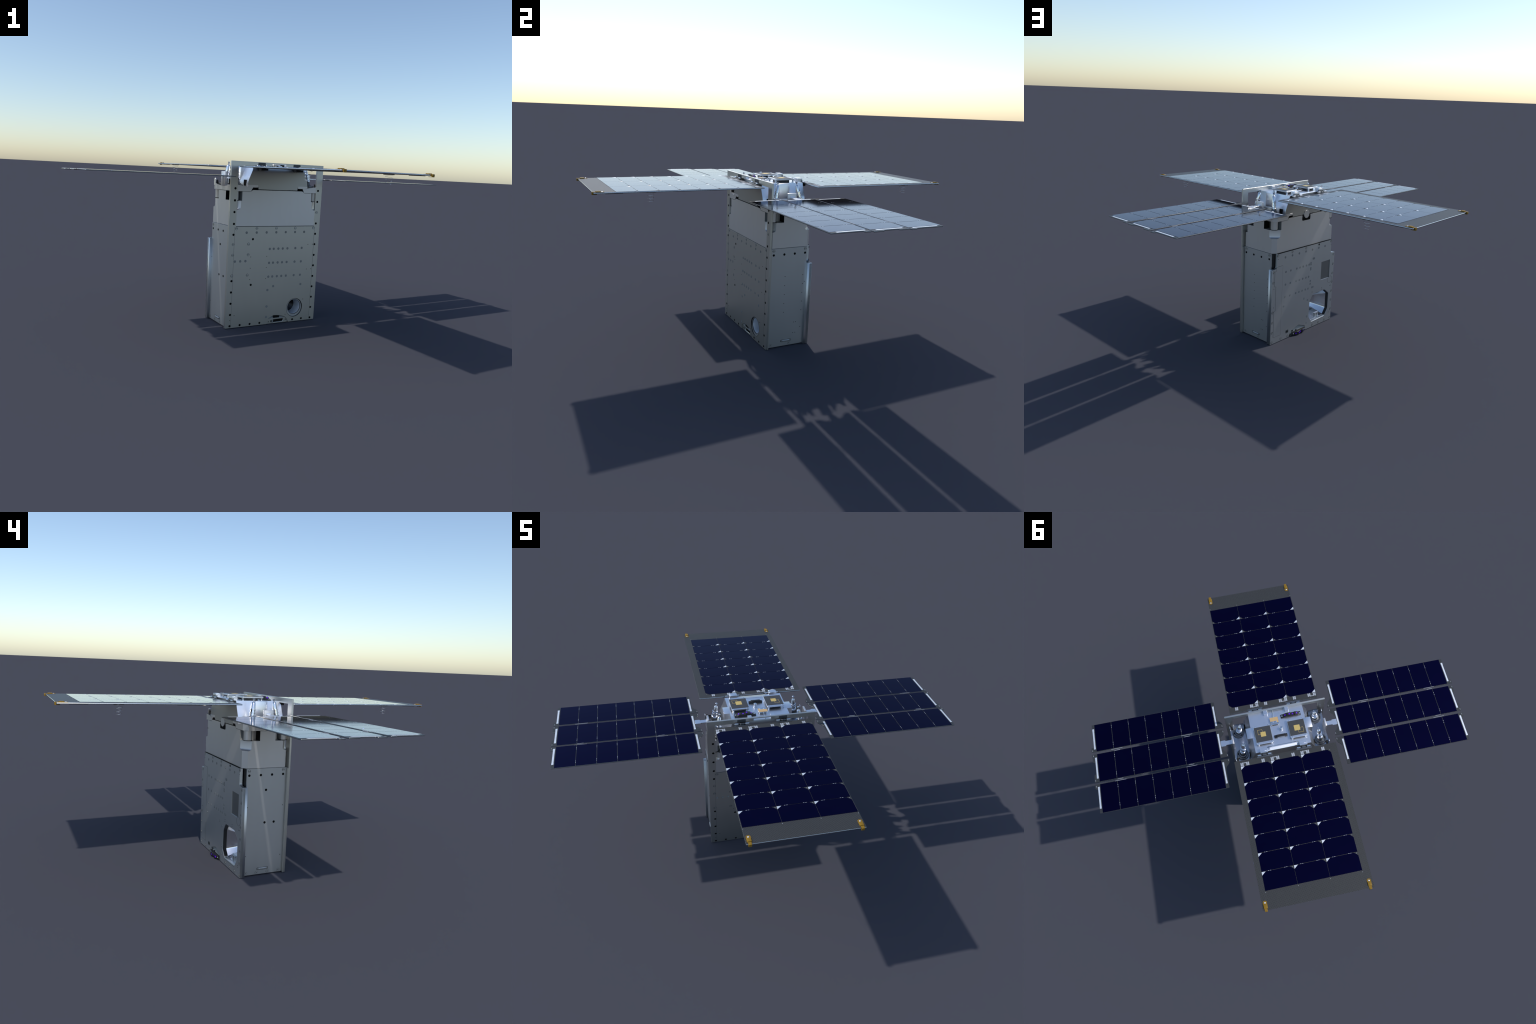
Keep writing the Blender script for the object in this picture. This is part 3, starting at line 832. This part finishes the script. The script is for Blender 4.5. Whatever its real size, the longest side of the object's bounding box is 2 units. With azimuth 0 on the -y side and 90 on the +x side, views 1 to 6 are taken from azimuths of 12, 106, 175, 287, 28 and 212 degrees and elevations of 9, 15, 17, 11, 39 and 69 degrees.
bm = bmesh.new()                            # black socket connector
box(bm, -0.0390, 0.0390, 0.0440, 0.0600, 0.9110, 0.9215, 0, bev=0.003, seg=2)
box(bm, -0.0270, 0.0270, 0.0460, 0.0585, 0.9200, 0.9270, 0, bev=0.0012)
box(bm, -0.0215, 0.0215, 0.0590, 0.0606, 0.9150, 0.9195, 1)
for x in (-0.033, 0.033):
    cyl(bm, (x, 0.052, 0.921), (x, 0.052, 0.9226), 0.004, 0, 12)
add("socket_connector", finish(bm, "socket_connector", [M_DARK, M_FRAME], 40), housing)

bm = bmesh.new()                            # two small tabs behind the top bar
for x0, x1 in ((-0.0775, -0.0560), (0.0505, 0.0730)):
    box(bm, x0, x1, -0.1240, -0.0980, 0.9100, 0.9300, 0, bev=0.0008)
    box(bm, x0 + 0.001, x1 - 0.001, -0.0990, -0.0970, 0.9110, 0.9200, 1)
add("bar_tab", finish(bm, "bar_tab", [M_FRAME, M_CHROME]), housing)

# ------------------------------------------------------------------ panel hinges
def hinge(sy, sx, lift):
    c = sx * 0.1165
    bm = bmesh.new()
    Y = lambda a, b: sorted((sy * a, sy * b))
    if sy > 0:
        box(bm, c - 0.0222, c + 0.0222, *Y(0.1125, 0.1330), 0.9110, 0.9322, 0, bev=0.001)
        box(bm, c - 0.0222, c + 0.0222, *Y(0.1325, 0.1420), 0.9210, 0.9320, 0, bev=0.001)
        box(bm, c - 0.0225, c + 0.0225, *Y(0.1312, 0.1425), 0.8990, 0.9220, 1, bev=0.001)
    else:
        box(bm, c - 0.0235, c + 0.0235, *Y(0.1260, 0.1330), 0.9100, 0.9292, 4, bev=0.0006)
        box(bm, c - 0.0225, c + 0.0225, *Y(0.1312, 0.1395), 0.8900, 0.9140, 2, bev=0.001)
    yb = 0.0 if sy > 0 else -0.003
    box(bm, c - 0.0105, c + 0.0105, *Y(0.1370 + yb, 0.1530 + yb), 0.8990, 0.9140, 1, bev=0.0008)
    box(bm, c - 0.0460, c + 0.0460, *Y(0.1520, 0.1600), 0.9050, 0.9078, 1)
    box(bm, c - 0.0220, c + 0.0220, *Y(0.1380, 0.1640), 0.8880, 0.8985, 2)
    cyl(bm, (c - 0.0460, sy * (0.1465 + yb), 0.9100), (c + 0.0460, sy * (0.1465 + yb), 0.9100), 0.0024, 1, 12)
    for a, b in ((-0.040, -0.0190), (0.0190, 0.040)):
        cyl(bm, (c + a, sy * (0.1465 + yb), 0.9105), (c + b, sy * (0.1465 + yb), 0.9105), 0.0046, 3, 16, bev=0.0012)
    return finish(bm, "panel_hinge", [M_FRAME, M_GREY, M_DARK, M_CHROME, M_BAR], 40)

# ------------------------------------------------------------------ hinged solar panels (front and back)
ZP = 0.9057                                  # top of the carbon sheet
CW, CH, NC, NR = 0.1775, 0.1030, 3, 7        # cell pitch across and along
def cell_mesh():
    hw, hl, cx, cy = CW / 2 - 0.0009, CH / 2 - 0.0010, 0.0195, 0.0190
    # local: +v is the side towards the hinge, whose two corners are cut
    poly = [(-hw, -hl), (hw, -hl), (hw, hl - cy), (hw - cx * 0.48, hl - cy * 0.48), (hw - cx, hl), (-hw + cx, hl), (-hw + cx * 0.48, hl - cy * 0.48), (-hw, hl - cy)]
    bm = bmesh.new()
    sheet(bm, poly, [], 0.0011, F_TOP(0.0011), 0)
    return finish(bm, "solar_cell", [M_CELL])
CELL = cell_mesh()

def clip_mesh():
    bm = bmesh.new()
    # v grows outwards past the sheet edge (edge at v = 0)
    strap = rounded([(-0.0110, -0.0500), (0.0110, -0.0500), (0.0110, -0.0100), (0.0075, -0.0100), (0.0075, 0.0045), (-0.0075, 0.0045), (-0.0075, -0.0100), (-0.0110, -0.0100)],
                    [0.011, 0.011, 0.001, 0, 0.001, 0.001, 0, 0.001], 6)
    sheet(bm, strap, [], 0.0016, F_TOP(0.0016), 0)
    box(bm, -0.0100, 0.0100, -0.0330, -0.0105, 0.0012, 0.0052, 0, bev=0.0018, seg=2)
    box(bm, -0.0075, 0.0075, 0.0006, 0.0068, -0.0115, 0.0022, 0, bev=0.0015, seg=2)
    box(bm, -0.0075, 0.0075, -0.0160, 0.0050, -0.0112, -0.0092, 0)
    lathe(bm, [(0.0040, 0.001), (0.0040, 0.0026), (0.0025, 0.0034), (0.0, 0.0036)], 1, Matrix.Translation((0, -0.0395, 0)), 16)
    return finish(bm, "kapton_clip", [M_KAPT, M_SILV], 40)
CLIP = clip_mesh()

def coil_mesh():
    bm = bmesh.new()
    pts = []
    for i in range(121):
        s = i / 120
        a = s * 2 * pi * 3.25
        r = 0.0205 - 0.0085 * s
        pts.append((r * math.cos(a), r * math.sin(a), -0.0475 * s))
    tube(bm, pts, 0.0006, 0, 6)
    return finish(bm, "antenna_coil", [M_CHROME], 60)
COIL = coil_mesh()

def solar_panel(sy, half_w, clip_x, coil_x, skew=0.0):
    """sy = -1 front, +1 back; half-turn symmetric in plan"""
    rot = Matrix.Rotation(0 if sy > 0 else pi, 4, 'Z')
    # build for the back (+y); the front one is the same turned by half a turn
    bm = bmesh.new()
    y0, y1 = 0.1550, 1.0115
    sheet(bm, rounded([(-half_w - skew, y0), (half_w, y0), (half_w, y1), (-half_w - skew, y1)], 0.003), [], 0.0062, F_TOP(ZP), 0)
    for f in bm.faces:
        zs = [v.co.z for v in f.verts]
        if max(zs) - min(zs) > 1e-4:
            f.material_index = 1
    panel = add("solar_panel", finish(bm, "solar_panel", [M_CARB, M_EDGE]))
    panel.matrix_local = rot
    yc0 = 0.1920 + CH / 2
    for r in range(NR):
        for c in range(NC):
            o = add("solar_cell", CELL, panel)
            # the cut corners look to the hinge (towards smaller y)
            o.matrix_local = Matrix.Translation(((c - 1) * CW, yc0 + r * CH, ZP)) @ Matrix.Rotation(pi, 4, 'Z')
    # silver corner tabs, bridging dashes, edge connectors
    bm = bmesh.new()
    h = 0.00135
    for r in range(NR):
        y = 0.1920 + r * CH
        for c in range(NC):
            xa, xb = (c - 1.5) * CW, (c - 0.5) * CW
            k = 0.0195
            # bright triangle in the cut corner on the +x side
            sheet(bm, [(xb - 0.0008, y + 0.0195), (xb - 0.0225, y + 0.0012), (xb - 0.0008, y + 0.0012)], [], h, F_TOP(ZP + h), 0)
            if r > 0:
                for f0 in (0.215, 0.275, 0.72, 0.78):
                    xx = xa + f0 * CW
                    box(bm, xx - 0.0031, xx + 0.0031, y - 0.0009, y + 0.0009, ZP, ZP + h, 1)
                cyl(bm, (xa + 0.0075, y + 0.0058, ZP), (xa + 0.0075, y + 0.0058, ZP + 0.0008), 0.0015, 1, 8)
            else:
                cyl(bm, (xa + 0.0060, y + 0.0030, ZP), (xa + 0.0060, y + 0.0030, ZP + 0.0008), 0.0014, 1, 8)
    for c in range(NC):
        xa, xb = (c - 1.5) * CW, (c - 0.5) * CW
        def pad(x0, x1):
            # H-shaped contact: two fingers and a bar, with a comb edge
            n = 3
            w = (x1 - x0)
            for i in range(2):
                xx = x0 + i * w * 0.60
                box(bm, xx, xx + w * 0.40, 0.1690, 0.1905, ZP, ZP + 0.0007, 1)
            box(bm, x0 + w * 0.3, x0 + w * 0.7, 0.1745, 0.1795, ZP, ZP + 0.0006, 1)
            box(bm, x0 + w * 0.3, x0 + w * 0.7, 0.1835, 0.1870, ZP, ZP + 0.0006, 1)
        pad(xb - 0.0520, xb - 0.0345)
        pad(xb - 0.0185, xb - 0.0020)
        n = 7
        for i in range(n):
            xx = xb - 0.0345 + (0.016) * i / n
            box(bm, xx, xx + 0.0015, 0.1690, 0.1735 + 0.0015 * (i % 2), ZP, ZP + 0.0006, 1)
        box(bm, xb - 0.0350, xb - 0.0180, 0.1715, 0.1735, ZP, ZP + 0.00065, 1)
        pad(xa + 0.0345, xa + 0.0520)
    for c in range(NC + 1):
        xx = (c - 1.5) * CW * 0.994
        cyl(bm, (xx, 0.9210, ZP), (xx, 0.9210, ZP + 0.0008), 0.0015, 1, 8)
    o = add("cell_contacts", finish(bm, "cell_contacts", [M_SILV, M_PAD]), panel, stuff=True)
    # amber clips
    for s in (-1, 1):
        o = add("kapton_clip", CLIP, panel)
        o.matrix_local = Matrix.Translation((s * clip_x - (skew * 0.6 if s < 0 else 0), y1, ZP))
    # spring-like antennas hanging below, on small brown carriers
    for s in (-1, 1):
        o = add("antenna_coil", COIL, panel)
        o.matrix_local = Matrix.Translation((s * coil_x, 0.7485, ZP - 0.0075)) @ Matrix.Scale(s, 4, (1, 0, 0))
    bm = bmesh.new()
    for s in (-1, 1):
        x = s * (coil_x - 0.002)
        box(bm, x - 0.016, x + 0.016, 0.7260, 0.7710, ZP - 0.0092, ZP - 0.0065, 0)
        box(bm, s * clip_x - 0.012, s * clip_x + 0.012, 0.880, 0.960, ZP - 0.0085, ZP - 0.0065, 1)
    add("coil_carrier", finish(bm, "coil_carrier", [M_BROWN, M_LEAF]), panel)
    return panel
p_back = solar_panel(1, 0.2975, 0.2800, 0.2790, 0.0085)
p_front = solar_panel(-1, 0.2685, 0.2515, 0.2425)
for sx in (-1, 1):
    o = add("panel_hinge", hinge(1, sx, 0))
    o = add("panel_hinge", hinge(-1, sx, 0))

# ------------------------------------------------------------------ side wings of three leaves each
ZW = 0.8505
WP = 0.10257                                 # cell pitch along the leaf
X0, X1 = 0.3530, 1.1035
XC0 = 0.3713
def leaf_polys():
    """plan outlines of the three leaves (x, y): front, middle, back"""
    f = [(X0, -0.2820), (X1, -0.2820), (X1, -0.1340), (1.1170, -0.1300), (1.1180, -0.1025), (0.3225, -0.1025), (0.3235, -0.1180), (0.3300, -0.1330), (0.3440, -0.1480), (0.3510, -0.1580), (X0, -0.1700)]
    b = [(x, -y) for x, y in reversed(f)]
    m = [(X1, -0.0340), (X1, 0.0400), (1.1150, 0.0425), (1.1165, 0.0895), (0.3250, 0.0895), (0.3270, 0.0760), (0.3330, 0.0600), (0.3450, 0.0480), (0.3520, 0.0390), (X0, 0.0300),
         (X0, -0.0300), (0.3520, -0.0400), (0.3450, -0.0480), (0.3350, -0.0560), (0.3285, -0.0700), (0.3260, -0.0880), (1.1170, -0.0880), (1.1160, -0.0375)]
    return f, m, b
def wcell_mesh(ly):
    bm = bmesh.new()
    h = WP / 2 - 0.0016
    sheet(bm, [(-h, -ly / 2), (h, -ly / 2), (h, ly / 2), (-h, ly / 2)], [], 0.0009, F_TOP(0.0009), 0)
    return finish(bm, "wing_cell", [M_CELL])
LEAFY = [(-0.2805, -0.1045), (-0.0870, 0.0885), (0.1055, 0.2805)]
WCELL = wcell_mesh(0.1757)

def wing(sx):
    # the folded-out leaves step down a little from front to back
    turn = Matrix.Identity(4) if sx > 0 else Matrix.Rotation(pi, 4, 'Z')
    for k, poly in enumerate(leaf_polys()):
        bm = bmesh.new()
        sheet(bm, rounded(poly, 0.003, 2), [], 0.0042, F_TOP(ZW), 0)
        for fc in bm.faces:
            zs = [v.co.z for v in fc.verts]
            if max(zs) - min(zs) > 1e-4:
                fc.material_index = 1
        leaf = add("wing_leaf", finish(bm, "wing_leaf", [M_LEAF, M_LEAFE]))
        leaf.matrix_local = Matrix.Translation((0, 0, (1 - k) * 0.0023 * sx)) @ turn
        ya, yb = LEAFY[k]
        yc = (ya + yb) / 2
        for i in range(7):
            o = add("wing_cell", WCELL, leaf)
            o.matrix_local = Matrix.Translation((XC0 + WP * (i + 0.5) - 0.0002, yc, ZW))
        bm = bmesh.new()
        # bus bars at both ends
        off = (0.0060, 0.0, -0.0060)[k]
        for x in (0.3635, 1.0968):
            box(bm, x - 0.0046, x + 0.0046, yc + off - 0.0655, yc + off + 0.0655, ZW - 0.0005, ZW + 0.0010, 0)
            for e in (-1, 1):
                for q in range(3):
                    yy = yc + off + e * (0.0655 - q * 0.006)
                    box(bm, x - 0.0056, x + 0.0056, yy - 0.0014, yy + 0.0014, ZW - 0.0005, ZW + 0.0009, 0)
        for i in range(1, 7):
            x = XC0 + WP * i
            for f0 in (0.13, 0.20, 0.78, 0.85):
                y = ya + f0 * (yb - ya)
                box(bm, x - 0.0011, x + 0.0009, y - 0.0026, y + 0.0026, ZW - 0.0005, ZW + 0.0010, 1)
        add("bus_bar", finish(bm, "bus_bar", [M_SILV, M_PAD]), leaf, stuff=True)
        # hinge rods along the gaps and little pins in the ears
        bm = bmesh.new()
        def rod(x0, x1, y):
            cyl(bm, (x0, y, ZW - 0.0005), (x1, y, ZW - 0.0008), 0.0013, 0, 10)
        if k == 0:
            for xa in (0.9350, 0.5145):
                rod(xa, xa + 0.0670, -0.0995)
                rod(xa + 0.0160, xa + 0.0490, -0.0885)
        if k == 2:
            for xa in (0.9345, 0.5145):
                rod(xa, xa + 0.0650, 0.1035)
                rod(xa + 0.0170, xa + 0.0500, 0.0930)
        for x, y in {0: [(0.3300, -0.1120), (1.1110, -0.1110)], 1: [(0.3310, -0.0760), (0.3310, 0.0800), (1.1105, -0.0780), (1.1105, 0.0800)], 2: [(0.3300, 0.1120), (1.1110, 0.1160)]}[k]:
            box(bm, x - 0.0010, x + 0.0010, y - 0.0050, y + 0.0050, ZW - 0.0005, ZW + 0.0008, 0)
        add("hinge_rod", finish(bm, "hinge_rod", [M_ROD], 40), leaf, stuff=True)
wing(1)
wing(-1)
bpy.context.view_layer.update()
